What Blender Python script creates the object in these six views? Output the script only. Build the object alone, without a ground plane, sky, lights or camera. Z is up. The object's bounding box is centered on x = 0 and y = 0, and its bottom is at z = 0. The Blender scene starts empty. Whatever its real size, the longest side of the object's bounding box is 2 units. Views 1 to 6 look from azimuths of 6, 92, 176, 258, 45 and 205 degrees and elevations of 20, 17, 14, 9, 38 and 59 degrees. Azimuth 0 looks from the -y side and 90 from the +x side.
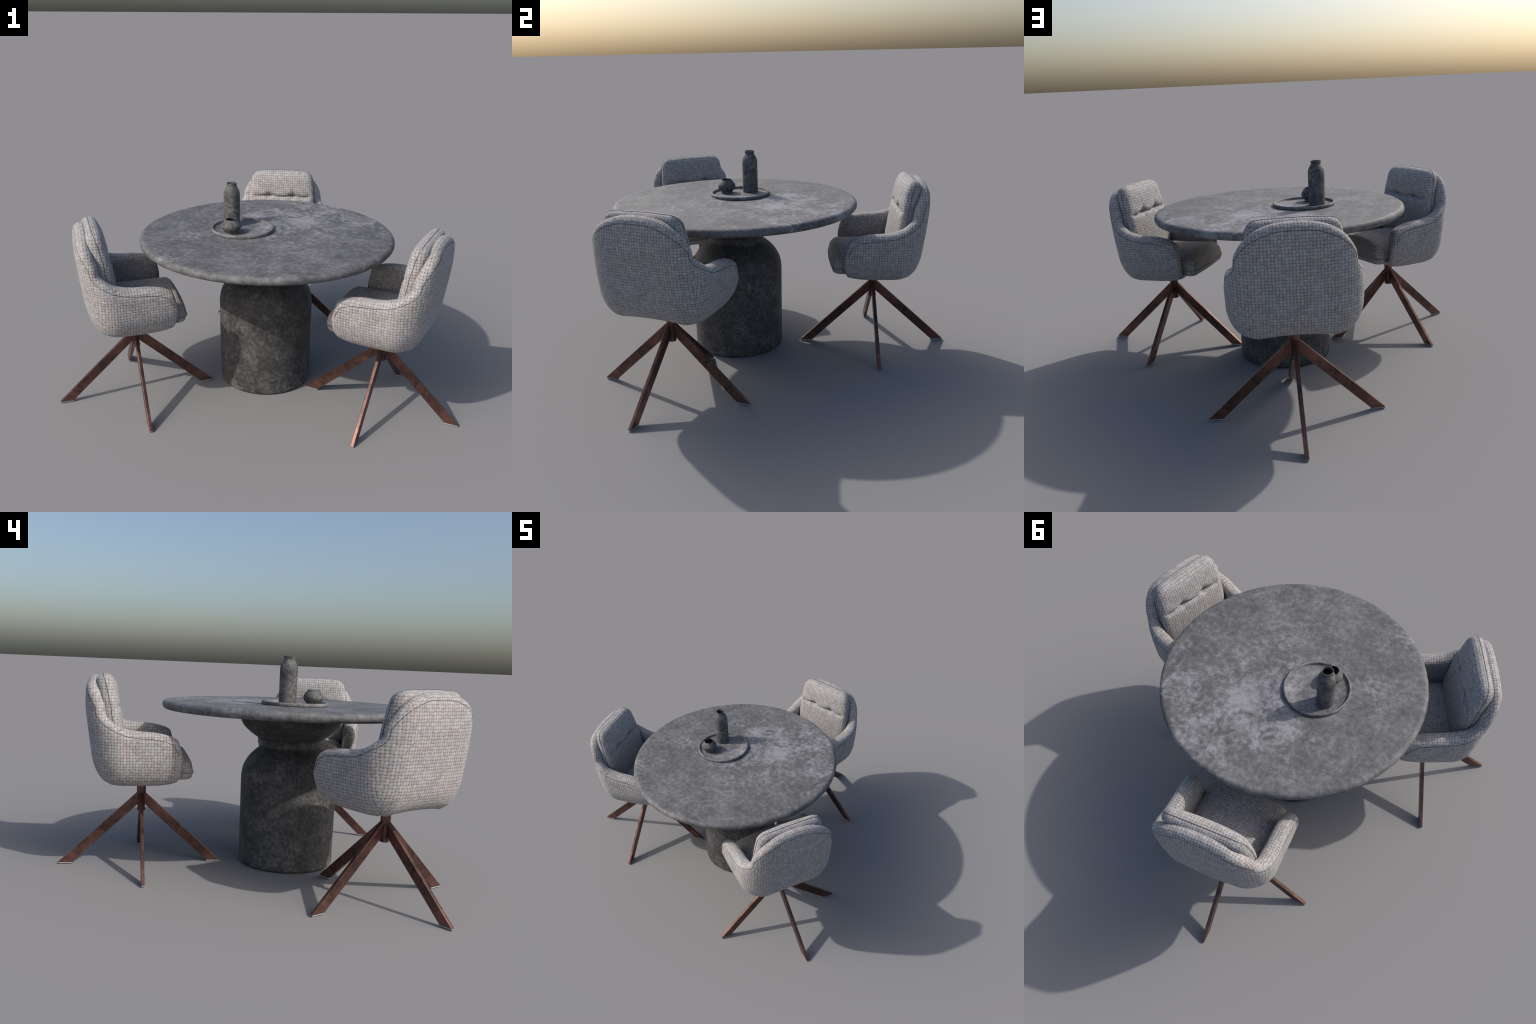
import bpy, bmesh, math, random
import numpy as np
from mathutils import Vector, Matrix

random.seed(7)
SCN = bpy.context.scene.collection


# ------------------------------------------------------------------ helpers
def new_obj(name, mesh, parent=None, mat=None):
    ob = bpy.data.objects.new(name, mesh)
    SCN.objects.link(ob)
    if parent is not None:
        ob.parent = parent
    if mat is not None and mesh is not None and not mesh.materials:
        mesh.materials.append(mat)
    return ob


def mesh_from(name, verts, faces, smooth=True):
    me = bpy.data.meshes.new(name)
    me.from_pydata([tuple(v) for v in verts], [], faces)
    bm = bmesh.new()
    bm.from_mesh(me)
    bmesh.ops.remove_doubles(bm, verts=bm.verts, dist=1e-6)
    bmesh.ops.recalc_face_normals(bm, faces=bm.faces)
    bm.to_mesh(me)
    bm.free()
    if smooth:
        me.polygons.foreach_set("use_smooth", [True] * len(me.polygons))
    return me


def catmull(points, per=8):
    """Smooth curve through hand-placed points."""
    P = np.array(points, float)
    P = np.vstack([2 * P[0] - P[1], P, 2 * P[-1] - P[-2]])
    out = []
    for i in range(1, len(P) - 2):
        p0, p1, p2, p3 = P[i - 1], P[i], P[i + 1], P[i + 2]
        for k in range(per):
            t = k / per
            out.append(0.5 * ((2 * p1) + (-p0 + p2) * t + (2 * p0 - 5 * p1 + 4 * p2 - p3) * t * t
                              + (-p0 + 3 * p1 - 3 * p2 + p3) * t ** 3))
    out.append(P[-2])
    return np.array(out)


def lathe(name, profile, seg=96, wobble=None):
    """Revolve an (r, z) profile about z; r = 0 closes an end."""
    verts, faces, rings = [], [], []
    for r, z in profile:
        if r < 1e-6:
            rings.append([len(verts)])
            verts.append((0, 0, z))
        else:
            ring = []
            for k in range(seg):
                a = 2 * math.pi * k / seg
                rr = r + (wobble(a, z) if wobble else 0.0)
                ring.append(len(verts))
                verts.append((rr * math.cos(a), rr * math.sin(a), z))
            rings.append(ring)
    for A, B in zip(rings[:-1], rings[1:]):
        for k in range(seg):
            k2 = (k + 1) % seg
            if len(A) == 1 and len(B) == 1:
                continue
            if len(A) == 1:
                faces.append((A[0], B[k], B[k2]))
            elif len(B) == 1:
                faces.append((A[k], A[k2], B[0]))
            else:
                faces.append((A[k], A[k2], B[k2], B[k]))
    return mesh_from(name, verts, faces)


def tube(name, path, radius, closed=False, sides=8):
    """Thin thread swept along a polyline."""
    P = np.array(path, float)
    n = len(P)
    verts, faces = [], []
    for i in range(n):
        a = P[(i - 1) % n] if (closed or i > 0) else P[i]
        b = P[(i + 1) % n] if (closed or i < n - 1) else P[i]
        t = b - a
        t /= max(np.linalg.norm(t), 1e-9)
        ref = np.array([0, 0, 1.0]) if abs(t[2]) < 0.9 else np.array([1.0, 0, 0])
        x = np.cross(t, ref)
        x /= np.linalg.norm(x)
        y = np.cross(t, x)
        for k in range(sides):
            a_ = 2 * math.pi * k / sides
            verts.append(P[i] + radius * (math.cos(a_) * x + math.sin(a_) * y))
    # keep neighbouring rings aligned even where the reference axis flips
    for i in range(1, n):
        prev = np.array(verts[(i - 1) * sides:i * sides])
        cur = np.array(verts[i * sides:(i + 1) * sides])
        best, bd = cur, 1e9
        for flip in (1, -1):
            c0 = cur[::flip]
            for s in range(sides):
                c1 = np.roll(c0, s, axis=0)
                d = np.abs(c1 - prev).sum()
                if d < bd:
                    best, bd = c1, d
        verts[i * sides:(i + 1) * sides] = list(best)
    m = n if closed else n - 1
    for i in range(m):
        j = (i + 1) % n
        for k in range(sides):
            k2 = (k + 1) % sides
            faces.append((i * sides + k, i * sides + k2, j * sides + k2, j * sides + k))
    if not closed:
        faces.append(tuple(range(sides)))
        faces.append(tuple((n - 1) * sides + k for k in range(sides)))
    return mesh_from(name, verts, faces)


# ---------------------------------------------------------------- materials
class NT:
    """Small wrapper for writing node trees compactly."""

    def __init__(self, tree):
        self.t = tree

    def node(self, kind, **props):
        n = self.t.nodes.new(kind)
        for k, v in props.items():
            setattr(n, k, v)
        return n

    def put(self, sock, val):
        if isinstance(val, bpy.types.NodeSocket):
            self.t.links.new(val, sock)
        elif val is not None:
            sock.default_value = val

    def math(self, op, a, b=None, c=None, clamp=False):
        n = self.node("ShaderNodeMath", operation=op, use_clamp=clamp)
        for i, v in enumerate((a, b, c)):
            self.put(n.inputs[i], v)
        return n.outputs[0]

    def mixf(self, f, a, b):
        n = self.node("ShaderNodeMix", data_type='FLOAT')
        self.put(n.inputs[0], f)
        self.put(n.inputs[2], a)
        self.put(n.inputs[3], b)
        return n.outputs[0]

    def mixc(self, f, a, b, mode='MIX'):
        n = self.node("ShaderNodeMix", data_type='RGBA', blend_type=mode)
        self.put(n.inputs[0], f)
        self.put(n.inputs[6], a)
        self.put(n.inputs[7], b)
        return n.outputs[2]

    def ramp(self, f, stops):
        n = self.node("ShaderNodeValToRGB")
        while len(n.color_ramp.elements) < len(stops):
            n.color_ramp.elements.new(0.5)
        for e, (p, c) in zip(n.color_ramp.elements, stops):
            e.position = p
            e.color = c if len(c) == 4 else (*c, 1)
        self.put(n.inputs[0], f)
        return n.outputs[0]

    def noise(self, vec, scale, detail=4.0, rough=0.55, dist=0.0):
        n = self.node("ShaderNodeTexNoise")
        self.put(n.inputs["Vector"], vec)
        n.inputs["Scale"].default_value = scale
        n.inputs["Detail"].default_value = detail
        n.inputs["Roughness"].default_value = rough
        n.inputs["Distortion"].default_value = dist
        return n.outputs[0]

    def maprange(self, v, a, b, c=0.0, d=1.0):
        n = self.node("ShaderNodeMapRange", interpolation_type='SMOOTHSTEP')
        self.put(n.inputs[0], v)
        for i, x in zip((1, 2, 3, 4), (a, b, c, d)):
            n.inputs[i].default_value = x
        return n.outputs[0]


def base_material(name):
    m = bpy.data.materials.new(name)
    m.use_nodes = True
    t = m.node_tree
    t.nodes.clear()
    out = t.nodes.new("ShaderNodeOutputMaterial")
    b = t.nodes.new("ShaderNodeBsdfPrincipled")
    t.links.new(b.outputs[0], out.inputs[0])
    return m, NT(t), b


def stone_material(name, dark, mid, light, patch, patch_at=None, rough=0.62, seed=0.0, scale=1.0):
    """Cloudy weathered concrete: mottles, fine speckle and pale worn patches."""
    m, n, b = base_material(name)
    tc = n.node("ShaderNodeTexCoord").outputs["Object"]
    mp = n.node("ShaderNodeMapping")
    mp.inputs["Location"].default_value = (seed, seed * 1.7, seed * 0.6)
    n.put(mp.inputs[0], tc)
    v = mp.outputs[0]
    cloud = n.noise(v, 8.0 * scale, 6, 0.6, 0.15)
    mott = n.noise(v, 34.0 * scale, 5, 0.62, 0.1)
    fine = n.noise(v, 150.0 * scale, 4, 0.65, 0.3)
    f = n.math('ADD', n.math('MULTIPLY', cloud, 0.34), n.math('MULTIPLY', mott, 0.40))
    f = n.math('ADD', f, n.math('MULTIPLY', fine, 0.26))
    col = n.ramp(f, [(0.41, dark), (0.50, mid), (0.59, light)])
    # pale worn patches
    big = n.noise(v, 4.2 * scale, 4, 0.55, 0.1)
    if patch_at is not None:
        sep = n.node("ShaderNodeSeparateXYZ")
        n.put(sep.inputs[0], tc)
        dx = n.math('SUBTRACT', sep.outputs[0], patch_at[0])
        dy = n.math('SUBTRACT', sep.outputs[1], patch_at[1])
        d = n.math('SQRT', n.math('ADD', n.math('MULTIPLY', dx, dx), n.math('MULTIPLY', dy, dy)))
        near = n.maprange(d, patch_at[2] * 1.7, patch_at[2] * 0.1, -0.08, 0.15)
        big = n.math('ADD', big, near)
    edge = n.math('ADD', big, n.math('MULTIPLY', n.math('SUBTRACT', mott, 0.5), 0.45))
    pm = n.maprange(edge, 0.52, 0.74)
    soft = n.ramp(n.math('ADD', n.math('MULTIPLY', mott, 0.6), n.math('MULTIPLY', cloud, 0.4)),
                  [(0.42, tuple(x * 0.66 for x in patch)), (0.58, patch)])
    col = n.mixc(n.math('MULTIPLY', pm, 0.58), col, soft)
    # fine light specks
    vor = n.node("ShaderNodeTexVoronoi")
    n.put(vor.inputs["Vector"], v)
    vor.inputs["Scale"].default_value = 60 * scale
    sp = n.maprange(vor.outputs["Distance"], 0.16, 0.05)
    col = n.mixc(n.math('MULTIPLY', sp, n.math('MULTIPLY', n.maprange(mott, 0.5, 0.65), 0.5)), col, (*patch, 1))
    n.put(b.inputs["Base Color"], col)
    n.put(b.inputs["Roughness"], n.mixf(mott, rough - 0.1, rough + 0.15))
    b.inputs["Specular IOR Level"].default_value = 0.35
    bump = n.node("ShaderNodeBump")
    bump.inputs["Strength"].default_value = 0.35
    bump.inputs["Distance"].default_value = 0.004
    n.put(bump.inputs["Height"], n.math('ADD', mott, n.math('MULTIPLY', fine, 0.5)))
    n.put(b.inputs["Normal"], bump.outputs[0])
    return m


def fabric_material(name, dark, mid, light, pitch=0.0142):
    """Coarse plain-weave upholstery: thick pale yarns with dark holes between."""
    m, n, b = base_material(name)
    tc = n.node("ShaderNodeTexCoord").outputs["Object"]
    geo = n.node("ShaderNodeNewGeometry").outputs["Normal"]
    vt = n.node("ShaderNodeVectorTransform", vector_type='NORMAL', convert_from='WORLD', convert_to='OBJECT')
    n.put(vt.inputs[0], geo)
    an = n.node("ShaderNodeVectorMath", operation='ABSOLUTE')
    n.put(an.inputs[0], vt.outputs[0])
    sn = n.node("ShaderNodeSeparateXYZ")
    n.put(sn.inputs[0], an.outputs[0])
    # slight irregularity of the yarns
    nz = n.node("ShaderNodeTexNoise")
    n.put(nz.inputs["Vector"], tc)
    nz.inputs["Scale"].default_value = 55
    nz.inputs["Detail"].default_value = 2
    off = n.node("ShaderNodeVectorMath", operation='MULTIPLY_ADD')
    n.put(off.inputs[0], nz.outputs["Color"])
    off.inputs[1].default_value = (0.012, 0.012, 0.012)
    n.put(off.inputs[2], tc)
    sp = n.node("ShaderNodeSeparateXYZ")
    n.put(sp.inputs[0], off.outputs[0])
    x, y, z = sp.outputs
    nx, ny, nzz = sn.outputs
    is_x = n.math('MULTIPLY', n.math('GREATER_THAN', nx, ny), n.math('GREATER_THAN', nx, nzz))
    is_z = n.math('MULTIPLY', n.math('GREATER_THAN', nzz, nx), n.math('GREATER_THAN', nzz, ny))
    a = n.mixf(is_x, x, y)
    c = n.mixf(is_z, z, y)
    A = n.math('DIVIDE', n.math('ADD', a, 5.0), pitch)
    B = n.math('DIVIDE', n.math('ADD', c, 5.0), pitch)
    i, j = n.math('FLOOR', A), n.math('FLOOR', B)
    u = n.math('ABSOLUTE', n.math('SUBTRACT', n.math('MULTIPLY', n.math('FRACT', A), 2.0), 1.0))
    w = n.math('ABSOLUTE', n.math('SUBTRACT', n.math('MULTIPLY', n.math('FRACT', B), 2.0), 1.0))
    par = n.math('MODULO', n.math('ADD', i, j), 2.0)
    p = n.mixf(par, u, w)
    q = n.mixf(par, w, u)
    # dark holes at the yarn crossings, faint shade along each top yarn's sides
    hole = n.math('MULTIPLY', n.math('POWER', u, 2.2), n.math('POWER', w, 2.2))
    side = n.math('POWER', p, 2.6)
    dip = n.math('POWER', q, 5.0)
    h = n.math('SUBTRACT', 1.0, n.math('ADD', n.math('MULTIPLY', hole, 0.70),
               n.math('ADD', n.math('MULTIPLY', side, 0.46), n.math('MULTIPLY', dip, 0.14))), clamp=True)
    cell = n.node("ShaderNodeCombineXYZ")
    n.put(cell.inputs[0], i)
    n.put(cell.inputs[1], j)
    wn = n.node("ShaderNodeTexWhiteNoise", noise_dimensions='2D')
    n.put(wn.inputs["Vector"], cell.outputs[0])
    fuzz = n.noise(tc, 260, 3, 0.6)
    tone = n.math('ADD', n.math('ADD', n.math('MULTIPLY', wn.outputs["Value"], 0.24), 0.05), n.math('MULTIPLY', fuzz, 0.35))
    f = n.math('ADD', n.math('MULTIPLY', h, 0.62), n.math('SUBTRACT', tone, 0.10))
    col = n.ramp(f, [(0.05, dark), (0.45, mid), (0.95, light)])
    tint = n.noise(tc, 14, 3, 0.6)
    warm = n.mixc(n.maprange(tint, 0.40, 0.62), (0.98, 0.985, 1.0, 1), (1.0, 0.955, 0.94, 1))
    col = n.mixc(1.0, col, warm, 'MULTIPLY')
    n.put(b.inputs["Base Color"], col)
    b.inputs["Roughness"].default_value = 0.88
    b.inputs["Specular IOR Level"].default_value = 0.2
    b.inputs["Sheen Weight"].default_value = 0.12
    bump = n.node("ShaderNodeBump")
    bump.inputs["Strength"].default_value = 0.55
    bump.inputs["Distance"].default_value = 0.0025
    n.put(bump.inputs["Height"], n.math('ADD', h, n.math('MULTIPLY', fuzz, 0.3)))
    n.put(b.inputs["Normal"], bump.outputs[0])
    return m


def metal_material(name, dark, light, rough=0.42, metallic=0.55):
    m, n, b = base_material(name)
    tc = n.node("ShaderNodeTexCoord").outputs["Object"]
    big = n.noise(tc, 9, 4, 0.6, 0.6)
    fine = n.noise(tc, 70, 4, 0.65, 0.5)
    f = n.math('ADD', n.math('MULTIPLY', big, 0.65), n.math('MULTIPLY', fine, 0.35))
    n.put(b.inputs["Base Color"], n.ramp(f, [(0.36, dark), (0.62, light)]))
    n.put(b.inputs["Roughness"], n.mixf(fine, rough - 0.08, rough + 0.12))
    b.inputs["Metallic"].default_value = metallic
    return m


def plain_material(name, col, rough=0.8, metallic=0.0):
    m, n, b = base_material(name)
    tc = n.node("ShaderNodeTexCoord").outputs["Object"]
    f = n.noise(tc, 60, 3)
    n.put(b.inputs["Base Color"], n.ramp(f, [(0.3, tuple(c * 0.85 for c in col)), (0.7, tuple(min(1, c * 1.15) for c in col))]))
    b.inputs["Roughness"].default_value = rough
    b.inputs["Metallic"].default_value = metallic
    return m


STONE_TOP = stone_material("stone_top", (0.076, 0.077, 0.079), (0.120, 0.120, 0.124), (0.187, 0.186, 0.194),
                           (0.32, 0.31, 0.335), patch_at=(0.24, 0.30, 0.40))
STONE_BASE = stone_material("stone_pedestal", (0.034, 0.033, 0.033), (0.061, 0.059, 0.058), (0.112, 0.108, 0.106),  # darker than the tabletop: occlusion shade under the top baked into this colour
                            (0.165, 0.158, 0.155), seed=3.1, scale=1.7)
STONE_WARE = stone_material("stoneware", (0.042, 0.043, 0.044), (0.085, 0.085, 0.085), (0.15, 0.148, 0.146),
                            (0.22, 0.215, 0.215), seed=5.3, scale=1.9)
STONE_TRAY = stone_material("stone_tray", (0.082, 0.082, 0.084), (0.138, 0.137, 0.142), (0.21, 0.208, 0.218),
                            (0.30, 0.29, 0.315), seed=8.3, scale=1.2)
FABRIC = fabric_material("woven_fabric", (0.060, 0.060, 0.064), (0.202, 0.196, 0.194), (0.40, 0.39, 0.387), pitch=0.0138)  # yarn tones lowered toward the chairs' shaded sides, averaging baked light and shade
THREAD = plain_material("seam_thread", (0.05, 0.05, 0.055))
COPPER = metal_material("brushed_copper_brown", (0.055, 0.035, 0.031), (0.20, 0.10, 0.08), rough=0.34, metallic=0.75)
GLIDE = plain_material("foot_glide_plastic", (0.30, 0.31, 0.33), 0.5)

# -------------------------------------------------------------------- table
TC = (0.012, -0.247)
ZT, TT, TR = 0.823, 0.043, 0.6545          # top height, thickness, radius


def empty(name, loc, rotz=0.0):
    e = bpy.data.objects.new(name, None)
    SCN.objects.link(e)
    e.location = loc
    e.rotation_euler = (0, 0, rotz)
    e.empty_display_size = 0.1
    return e


table = empty("dining_table", (TC[0], TC[1], 0))
table["label"] = "round grey stone table on a waisted pedestal"
table["category"] = "dining table"

prof = [(0, ZT)] + [(r, ZT) for r in np.linspace(0.06, TR - 0.04, 14)]
for a in np.linspace(90, -90, 19):
    ca, sa = math.cos(math.radians(a)), math.sin(math.radians(a))
    prof.append((TR - 0.026 + 0.026 * ca ** 0.85 if ca > 0.01 else TR - 0.026, ZT - TT / 2 + TT / 2 * sa))
prof += [(0.4, ZT - TT), (0.2, ZT - TT), (0, ZT - TT)]
rng = np.random.default_rng(3)
ph = rng.uniform(0, 6.28, 5)


def edge_wear(a, z):
    s = math.sin(23 * a + ph[0]) * 0.4 + math.sin(41 * a + ph[1]) * 0.3 + math.sin(67 * a + ph[2] + z * 200) * 0.3
    return 0.0009 * s


new_obj("tabletop", lathe("tabletop", prof, 256, wobble=lambda a, z: edge_wear(a, z) if abs(z - ZT) > 1e-4 else 0), table, STONE_TOP)

ped = catmull([(0.229, 0.0), (0.2345, 0.006), (0.236, 0.03), (0.237, 0.20), (0.2385, 0.42), (0.2375, 0.455),
               (0.229, 0.50), (0.205, 0.545), (0.176, 0.577), (0.149, 0.600), (0.1445, 0.608), (0.1435, 0.62),
               (0.1455, 0.632), (0.151, 0.6395), (0.185, 0.662), (0.2135, 0.685), (0.238, 0.712), (0.2500, 0.740),
               (0.2530, 0.765), (0.2530, ZT - TT + 0.002)], 5)
ped[:, 0] *= 1.035
prof = [(0, 0.0), (0.15, 0.0)] + [tuple(p) for p in ped] + [(0, ZT - TT + 0.002)]
new_obj("pedestal", lathe("pedestal", prof, 160), table, STONE_BASE).location = (-0.002, -0.002, 0)

# ------------------------------------------------------------ tray and pots
def thing(name, mesh, loc, mat, label, cat):
    ob = new_obj(name, mesh, None, mat)
    ob.location = loc
    ob["label"], ob["category"] = label, cat
    return ob


tr = 0.1635
tray_prof = [(0, 0), (tr - 0.004, 0), (tr - 0.001, 0.002), (tr, 0.005), (tr, 0.0135), (tr - 0.0015, 0.0165),
             (tr - 0.005, 0.0175), (tr - 0.009, 0.0165), (tr - 0.011, 0.0135), (tr - 0.0115, 0.006),
             (tr - 0.014, 0.0042), (0.10, 0.004), (0.04, 0.004), (0, 0.004)]
thing("serving_tray", lathe("serving_tray", tray_prof, 128), (-0.118, -0.2285, ZT + 0.0005), STONE_TRAY,
      "flat round stone tray with a low rim", "tray")

zb = ZT + 0.005
bo = catmull([(0.0415, 0.0), (0.0425, 0.004), (0.0425, 0.02), (0.0425, 0.09), (0.0427, 0.155), (0.0422, 0.175),
              (0.0385, 0.190), (0.0325, 0.2025), (0.0275, 0.2105), (0.0255, 0.2155), (0.0257, 0.222),
              (0.0272, 0.2295), (0.0268, 0.2312), (0.0245, 0.2312), (0.0232, 0.2285), (0.0225, 0.2150),
              (0.0300, 0.200), (0.0385, 0.170), (0.0390, 0.08), (0.0385, 0.010)], 5)
thing("bottle_vase", lathe("bottle_vase", [(0, 0)] + [tuple(p) for p in bo] + [(0, 0.008)], 72),
      (-0.1815, -0.1755, zb), STONE_WARE, "tall dark stoneware bottle with a short neck", "vase")

po = catmull([(0.0325, 0.0), (0.0338, 0.002), (0.0318, 0.006), (0.0325, 0.009), (0.0385, 0.015), (0.0465, 0.027),
              (0.0495, 0.0365), (0.0480, 0.0460), (0.0410, 0.0580), (0.0335, 0.0670), (0.0298, 0.0712),
              (0.0292, 0.0740), (0.0282, 0.0744), (0.0275, 0.0720), (0.0315, 0.0640), (0.0440, 0.0440),
              (0.0440, 0.0280), (0.0300, 0.0110)], 5)
thing("round_pot", lathe("round_pot", [(0, 0)] + [tuple(p) for p in po] + [(0, 0.009)], 72),
      (-0.1645, -0.3085, zb), STONE_WARE, "small round-bellied dark stoneware pot", "pot")

# ------------------------------------------------------------------- chairs
# Chair frame: +x the way the sitter faces, +y the sitter's left, z up.
RB, RF = 0.14, 0.06           # plan corner radii, back and front
Z_BASE, Z_BELLY, R_BELLY = 0.429, 0.558, 0.077


def interp(x, pts):
    return np.interp(x, [p[0] for p in pts], [p[1] for p in pts])


def plan_dims(z):
    w = interp(z, [(0.43, 0.278), (0.50, 0.284), (0.55, 0.289), (0.64, 0.292), (0.70, 0.289), (0.80, 0.283), (0.95, 0.275)])
    b = interp(z, [(0.43, 0.228), (0.52, 0.238), (0.60, 0.247), (0.66, 0.255), (0.72, 0.262), (0.78, 0.268), (0.83, 0.269), (0.88, 0.265), (0.91, 0.258), (0.95, 0.246)])
    f = 0.217
    inset = 0.0
    if z < Z_BELLY:
        k = min(1.0, (Z_BELLY - z) / (Z_BELLY - Z_BASE))
        inset = R_BELLY * (1 - math.sqrt(max(0.0, 1 - k * k * 0.985)))
    return w, b, f, inset


BREAKS = (0.0, 0.155, 0.384, 0.661, 0.759, 1.0)


def plan_point(tau, z, off):
    """Point on the right half (y <= 0) of the plan outline; off < 0 moves inward."""
    w, b, f, inset = plan_dims(z)
    off = off - inset * interp(tau, [(0.69, 1.0), (0.78, 0.85)])
    t = tau
    if t <= BREAKS[1]:
        k = t / BREAKS[1]
        p, nrm = (-b, -(w - RB) * k), (-1, 0)
    elif t <= BREAKS[2]:
        a = (t - BREAKS[1]) / (BREAKS[2] - BREAKS[1]) * math.pi / 2
        nrm = (-math.cos(a), -math.sin(a))
        p = (-b + RB + RB * nrm[0], -(w - RB) + RB * nrm[1])
    elif t <= BREAKS[3]:
        k = (t - BREAKS[2]) / (BREAKS[3] - BREAKS[2])
        p, nrm = (-b + RB + (f - RF + b - RB) * k, -w), (0, -1)
    elif t <= BREAKS[4]:
        a = (t - BREAKS[3]) / (BREAKS[4] - BREAKS[3]) * math.pi / 2
        nrm = (math.sin(a), -math.cos(a))
        p = (f - RF + RF * nrm[0], -(w - RF) + RF * nrm[1])
    else:
        k = (t - BREAKS[4]) / (1 - BREAKS[4])
        p, nrm = (f, -(w - RF) * (1 - k)), (1, 0)
    x, y = p[0] + nrm[0] * off, p[1] + nrm[1] * off
    if x < 0:                              # the back is gently rounded in plan
        x += interp(z, [(0.5, 0.33), (0.85, 0.10)]) * y * y * min(1.0, (x / -b)) ** 2
    return np.array([x, y, z])


def tau_of(kind, v, z):
    """Plan parameter of a rim point: s = half-width across the back, f = forward
    position on the side (both on the middle of the wall), e = degrees round the
    front corner, l = share of the front lip."""
    if kind == 'e':
        return BREAKS[3] + (BREAKS[4] - BREAKS[3]) * v / 90
    if kind == 'l':
        return BREAKS[4] + (1 - BREAKS[4]) * v
    lo, hi = 0.0, BREAKS[3] if kind == 'f' else BREAKS[2]
    for _ in range(40):
        mid = (lo + hi) / 2
        pt = plan_point(mid, z, -thickness(mid) / 2)
        if (pt[0] if kind == 'f' else -pt[1]) < v:
            lo = mid
        else:
            hi = mid
    return (lo + hi) / 2


RIM = [('s', 0.0, 0.935), ('s', 0.06, 0.932), ('s', 0.105, 0.924), ('s', 0.150, 0.908), ('s', 0.185, 0.884),
       ('s', 0.211, 0.850), ('s', 0.230, 0.803), ('f', -0.176, 0.758), ('f', -0.146, 0.731), ('f', -0.112, 0.709),
       ('f', -0.07, 0.696), ('f', -0.02, 0.689), ('f', 0.04, 0.686), ('f', 0.09, 0.678), ('f', 0.125, 0.668),
       ('f', 0.150, 0.655), ('e', 6, 0.640), ('e', 22, 0.606), ('e', 33, 0.565), ('e', 39, 0.525),
       ('e', 50, 0.490), ('e', 74, 0.478), ('l', 0.3, 0.474), ('l', 1.0, 0.472)]
PLAN_LEN = 0.963


def thickness(tau):
    return interp(tau, [(0, 0.054), (0.17, 0.054), (0.28, 0.066), (0.40, 0.082), (0.62, 0.084), (0.67, 0.078), (0.72, 0.058),
                        (0.76, 0.030), (1.0, 0.024)])


def rim_samples(n):
    ctrl = [(tau_of(k, v, z) * PLAN_LEN, z) for k, v, z in RIM]
    c = catmull(ctrl, 10)
    c[:, 0] = np.maximum.accumulate(c[:, 0])
    d = np.r_[0, np.cumsum(np.hypot(*np.diff(c, axis=0).T))]
    s = np.linspace(0, d[-1], n)
    return np.c_[np.interp(s, d, c[:, 0]), np.interp(s, d, c[:, 1])], c


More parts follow.
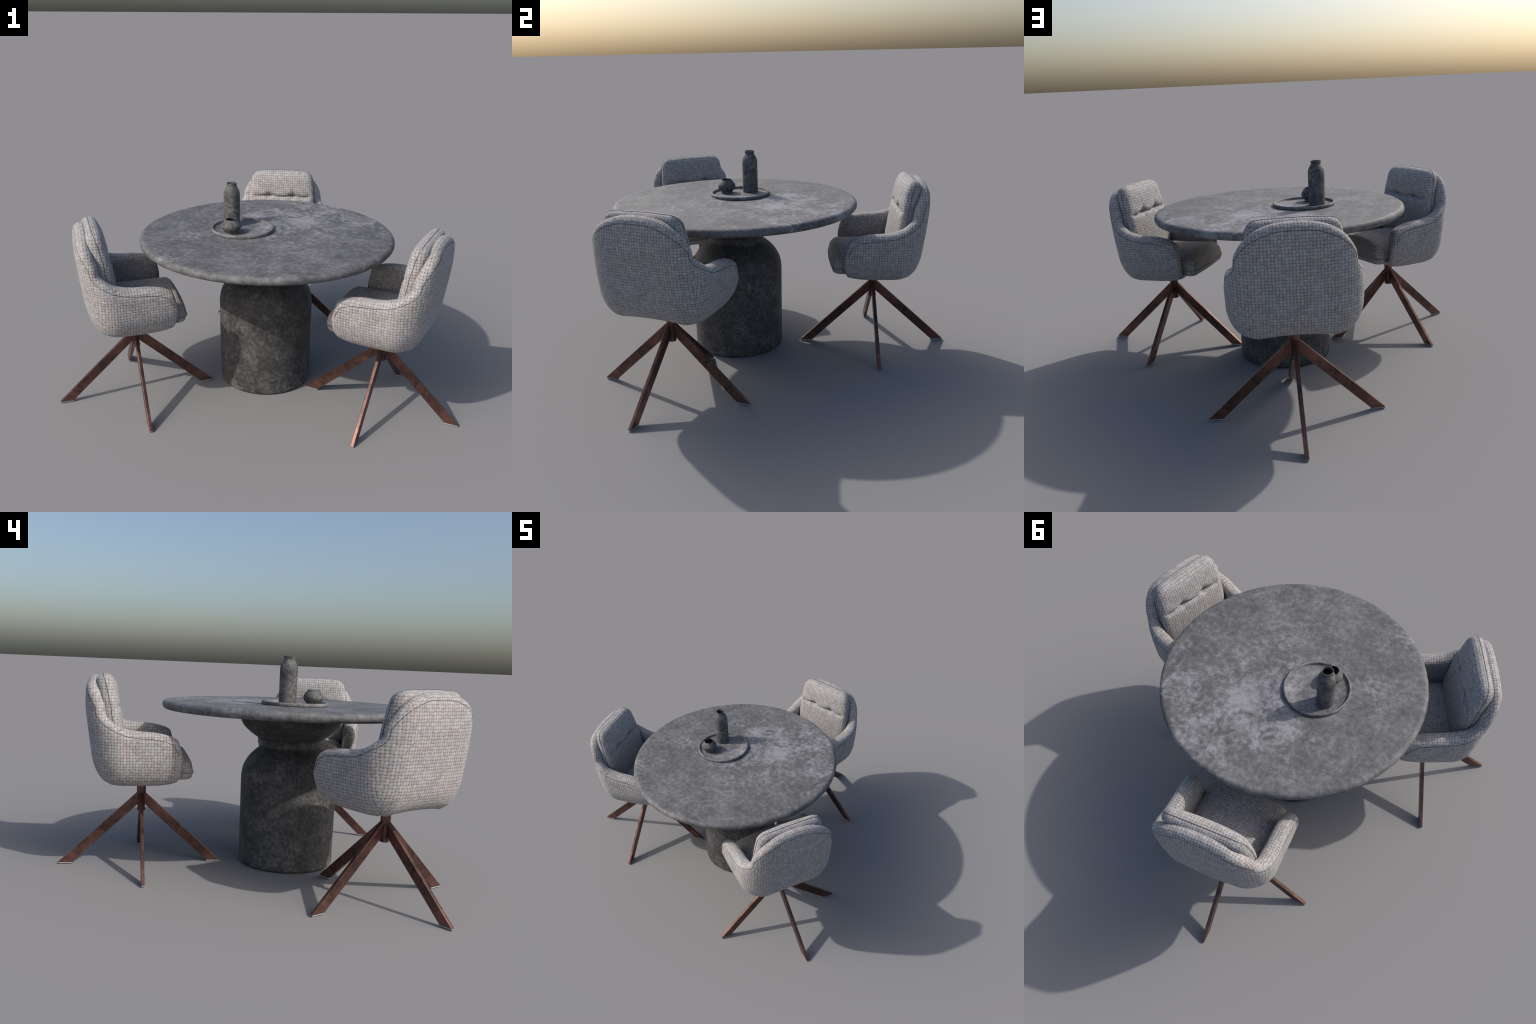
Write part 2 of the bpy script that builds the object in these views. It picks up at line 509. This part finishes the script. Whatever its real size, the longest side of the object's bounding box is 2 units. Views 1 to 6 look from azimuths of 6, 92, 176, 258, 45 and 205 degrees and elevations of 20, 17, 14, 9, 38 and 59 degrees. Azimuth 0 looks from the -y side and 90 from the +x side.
def build_shell():
    n_u, n_v = 150, 46
    rim, curve = rim_samples(n_u)
    curve = np.vstack([curve, [curve[-1] + [0.3, 0]], ])
    mirror = curve.copy()
    fine = np.vstack([(mirror * [-1, 1])[::-1], mirror])
    seg_a, seg_b = fine[:-1], fine[1:]
    seg_d = seg_b - seg_a
    seg_l = np.maximum((seg_d ** 2).sum(1), 1e-12)

    def dist(p, z):
        q = np.array([p, z]) - seg_a
        t = np.clip((q * seg_d).sum(1) / seg_l, 0, 1)
        return np.hypot(*(q - seg_d * t[:, None]).T).min()

    def offset(p, z, side):
        tau = p / PLAN_LEN
        th = thickness(tau)
        d = dist(p, z)
        r = 0.62 * th
        k = min(1.0, d / r)
        half = th / 2 * (1 - (1 - k) ** 2.3) ** (1 / 2.3)
        if side > 0:                       # shallow seam groove on the outside
            half -= 0.0016 * math.exp(-((d - 0.030) / 0.0035) ** 2) if tau < 0.76 else 0
        return -th / 2 + side * half

    z_floor = 0.447
    cols = []
    for p, zr in rim:
        tau = min(1.0, p / PLAN_LEN)
        arch = 0.012 * (1 - min(1, tau / 0.2) ** 2) if tau < 0.2 else 0.0
        rise = interp(tau, [(0.50, 0.0), (0.58, 0.003), (0.63, 0.010), (0.67, 0.022), (0.71, 0.033), (0.78, 0.037)])
        z0 = Z_BASE + arch + rise
        col = []
        ks = np.linspace(0, 1, n_v)
        ks = 1 - (1 - ks) ** 1.8
        for k in ks:
            z = z0 + (zr - z0) * k
            zz = Z_BASE + (z - z0) * 1.0 if z < Z_BELLY else z
            pt = plan_point(tau, zz if zz > Z_BASE else Z_BASE, offset(p, z, 1))
            pt[2] = z
            col.append(pt)
        for k in ks[-2::-1]:
            z = z_floor + (zr - z_floor) * k
            straight = interp(zr, [(0.48, 0.0), (0.58, 1.0)])
            pt = plan_point(tau, max(z + (max(z, 0.50) - z) * straight, Z_BASE), offset(p, z, -1))
            pt[2] = z
            col.append(pt)
        cols.append(col)
    half = np.array(cols)                               # u, v, 3
    mir = half[-2:0:-1] * np.array([1, -1, 1])
    full = np.concatenate([half, mir])
    nu, nv = full.shape[:2]
    verts = list(full.reshape(-1, 3))
    faces = []
    for i in range(nu):
        j = (i + 1) % nu
        for k in range(nv - 1):
            faces.append((i * nv + k, j * nv + k, j * nv + k + 1, i * nv + k + 1))
    # underside and inner floor close toward the middle
    for vi, zc, flip in ((0, 0.430, True), (nv - 1, z_floor, False)):
        ring = [i * nv + vi for i in range(nu)]
        ctr = np.array([0.0, 0.0, zc])
        for s in (0.9, 0.7, 0.45, 0.2):
            nr = []
            for i in range(nu):
                q = full[i, vi]
                w = 1 - (1 - s) ** 2 if vi == 0 else s
                nr.append(len(verts))
                verts.append(np.array([q[0] * s, q[1] * s, zc + (q[2] - zc) * s]))
            for i in range(nu):
                j = (i + 1) % nu
                faces.append((ring[i], nr[i], nr[j], ring[j]))
            ring = nr
        c = len(verts)
        verts.append(ctr)
        for i in range(nu):
            faces.append((ring[i], c, ring[(i + 1) % nu]))
    shell = mesh_from("seat_shell", verts, faces)

    # seam thread: a line a little below the rim on the outside
    def seam(depth, side, tau_max, proud):
        pts = []
        for i in range(len(rim)):
            a = rim[max(0, i - 1)]
            b = rim[min(len(rim) - 1, i + 1)]
            t = (b - a) / np.hypot(*(b - a))
            nrm = np.array([t[1], -t[0]])
            if nrm[1] > 0:
                nrm = -nrm
            q = rim[i] + nrm * depth
            if t[1] < -0.5 and nrm[0] > 0:
                q = rim[i] - np.abs(nrm) * depth
            if q[0] / PLAN_LEN > tau_max or q[0] < 0 or q[1] < 0.475 or (q[0] / PLAN_LEN > 0.6 and q[1] < 0.575):
                continue
            pt = plan_point(q[0] / PLAN_LEN, q[1], offset(q[0], q[1], side) + side * proud)
            pts.append(pt)
        pts = np.array(pts)
        return np.vstack([(pts * [1, -1, 1])[::-1], pts[1:]])
    threads = tube("shell_seam", seam(0.030, 1, 0.72, 0.0001), 0.0013)
    return shell, threads


def pillow(name, outline, ring_n, half_front, half_back, crown, place, seg=220, soft=0.045):
    """Cushion: closed outline, domed front and back that meet in a seam."""
    P = outline
    n = len(P)
    ctr = P.mean(0)
    ts = 1 - (1 - np.linspace(0, 1, ring_n)) ** 1.6      # 0 rim .. 1 centre
    verts, faces = [], []
    a, b = P, np.roll(P, -1, 0)
    sd = b - a
    sl = (sd ** 2).sum(1)

    def edge_dist(q):
        t = np.clip(((q - a) * sd).sum(1) / sl, 0, 1)
        return np.hypot(*(q - a - sd * t[:, None]).T).min()
    rows = []
    for side in (1, -1):
        rr = []
        for t in ts:
            s = 1 - t
            if side == -1 and t == 0:
                rr.append(rows[0][0])
                continue
            ring = []
            for q0 in P:
                q = ctr + (q0 - ctr) * s
                d = edge_dist(q)
                k = min(1.0, d / soft)
                prof_ = (1 - (1 - k) ** 2.4) ** (1 / 2.4)
                h = (half_front if side > 0 else half_back) * prof_
                h += crown(q, d, side) * min(1.0, d / (soft * 1.2))
                ring.append(len(verts))
                verts.append(place(q, side * h))
                if s < 1e-9:
                    break
            rr.append(ring)
        rows.append(rr)
    for ri, rr in enumerate(rows):
        for A, B in zip(rr[:-1], rr[1:]):
            for k in range(n):
                k2 = (k + 1) % n
                if len(B) == 1:
                    faces.append((A[k], A[k2], B[0]))
                else:
                    faces.append((A[k], A[k2], B[k2], B[k]))
    me = mesh_from(name, verts, faces)
    seam = [place(q, 0.0) for q in (ctr + (P - ctr) * (1 + 0.0004 / np.hypot(*(P - ctr).T))[:, None])]
    return me, tube(name + "_seam", seam, 0.0010, closed=True)


def rounded_outline(x0, x1, y_at, r, n=220):
    """Rounded box in (y, x); y_at(x) gives the half-width along the length."""
    pts = []

    def arc(cx, cy, a0, a1):
        for a in np.radians(np.linspace(a0, a1, 14)):
            pts.append((cx + r * math.cos(a), cy + r * math.sin(a)))
    w0, w1 = y_at(x0), y_at(x1)
    arc(w1 - r, x1 - r, 0, 90)
    arc(-w1 + r, x1 - r, 90, 180)
    arc(-w0 + r, x0 + r, 180, 270)
    arc(w0 - r, x0 + r, 270, 360)
    P = np.array(pts)
    P = np.vstack([P, P[0]])
    d = np.r_[0, np.cumsum(np.hypot(*np.diff(P, axis=0).T))]
    s = np.linspace(0, d[-1], n, endpoint=False)
    return np.c_[np.interp(s, d, P[:, 0]), np.interp(s, d, P[:, 1])]


def build_back_cushion():
    out = rounded_outline(0.545, 0.934, lambda z: 0.194 if z > 0.7 else 0.207, 0.052)
    out[:, 0] += 0.010 * np.sign(out[:, 0]) * np.exp(-((out[:, 1] - 0.76) / 0.12) ** 2)
    out[:, 1] += np.where(out[:, 1] > 0.9, 0.008 * (1 - (out[:, 0] / 0.2) ** 2), 0)

    def crown(q, d, side):
        y, z = q
        if side < 0:
            return 0.0
        c = 0.012 * (1 - min(1, abs(y) / 0.2) ** 2)
        dz = z - 0.782 + 0.004 * math.cos(y / 0.148 * 2 * math.pi)
        w = 0.008
        pits = sum(math.exp(-((y - b) / 0.024) ** 2) for b in (-0.074, 0.074))
        c -= (0.019 + 0.022 * pits) * math.exp(-abs(dz) / (w * (1 + 0.5 * pits))) * (1 if abs(y) < 0.17 else max(0, (0.21 - abs(y)) / 0.04))
        return c

    def place(q, h):
        y, z = q
        f_mid = -0.149 + (0.79 - z) * (0.20 if z > 0.79 else 0.16) - 0.02 * y * y
        if z > 0.86:
            f_mid -= (z - 0.86) ** 2 * 1.2
        return np.array([f_mid + h, y, z + 0.18 * h])
    return pillow("back_cushion", out, 90, 0.031, 0.040, crown, place, soft=0.042)


def build_seat_cushion():
    out = rounded_outline(-0.16, 0.236, lambda x: 0.214, 0.045)
    out[:, 1] += np.where(out[:, 1] > 0.18, 0.008 * (1 - (out[:, 0] / 0.21) ** 2), 0)

    def crown(q, d, side):
        y, x = q
        if side < 0:
            return 0.0
        a = max(0.0, 1 - (abs(y) / 0.215) ** 2.6)
        e = max(0.0, min(1.0, (0.240 - x) / 0.042))
        return 0.044 * a * (1 - (1 - e) ** 2.4)

    def place(q, h):
        y, x = q
        return np.array([x, y, 0.492 + h])
    return pillow("seat_cushion", out, 40, 0.050, 0.036, crown, place, soft=0.036)


def build_leg():
    """Flat bar cut level at the floor, square against the post, edges eased."""
    hw = 0.0085
    side = [(0.014, 0.366), (0.402, 0.006), (0.335, 0.006), (0.014, 0.303)]
    bm = bmesh.new()
    L = [bm.verts.new((x, -hw, z)) for x, z in side]
    R = [bm.verts.new((x, hw, z)) for x, z in side]
    bm.faces.new(L)
    bm.faces.new(R[::-1])
    for i in range(4):
        j = (i + 1) % 4
        bm.faces.new((L[j], L[i], R[i], R[j]))
    bmesh.ops.recalc_face_normals(bm, faces=bm.faces)
    bmesh.ops.bevel(bm, geom=list(bm.edges), offset=0.0022, segments=2, affect='EDGES', profile=0.6)
    me = bpy.data.meshes.new("leg")
    bm.to_mesh(me)
    bm.free()
    return me


def build_pad():
    bm = bmesh.new()
    bmesh.ops.create_cube(bm, size=1.0)
    bmesh.ops.scale(bm, vec=(0.066, 0.016, 0.0065), verts=bm.verts)
    bmesh.ops.translate(bm, vec=(0.3675, 0, 0.00325), verts=bm.verts)
    bmesh.ops.bevel(bm, geom=list(bm.edges), offset=0.0012, segments=2, affect='EDGES')
    me = bpy.data.meshes.new("foot_pad")
    bm.to_mesh(me)
    bm.free()
    return me


def build_post():
    return lathe("post", [(0, 0.268), (0.017, 0.268), (0.0205, 0.2695), (0.0215, 0.272), (0.0215, 0.276), (0.019, 0.281),
                          (0.0185, 0.284), (0.0185, 0.352), (0.0225, 0.356), (0.0225, 0.445), (0, 0.445)], 40)


SHELL, SHELL_SEAM = build_shell()
BACK, BACK_SEAM = build_back_cushion()
SEAT, SEAT_SEAM = build_seat_cushion()
LEG, PAD, POST = build_leg(), build_pad(), build_post()

CHAIRS = [((-0.6355, -0.5285), 24.2), ((0.6245, -0.5215), 159.2), ((0.0175, 0.5035), -90.0)]
for (cx, cy), ang in CHAIRS:
    chair = empty("upholstered_armchair", (cx, cy, 0), math.radians(ang))
    chair["label"] = "grey woven armchair on four splayed copper legs"
    chair["category"] = "chair"
    sh = new_obj("seat_shell", SHELL, chair, FABRIC)
    new_obj("seam", SHELL_SEAM, sh, THREAD)
    bc = new_obj("back_cushion", BACK, chair, FABRIC)
    new_obj("seam", BACK_SEAM, bc, THREAD)
    sc = new_obj("seat_cushion", SEAT, chair, FABRIC)
    new_obj("seam", SEAT_SEAM, sc, THREAD)
    new_obj("post", POST, chair, COPPER)
    for q in range(4):
        leg = new_obj("leg", LEG, chair, COPPER)
        leg.rotation_euler = (0, 0, q * math.pi / 2)
        new_obj("foot_pad", PAD, leg, GLIDE)
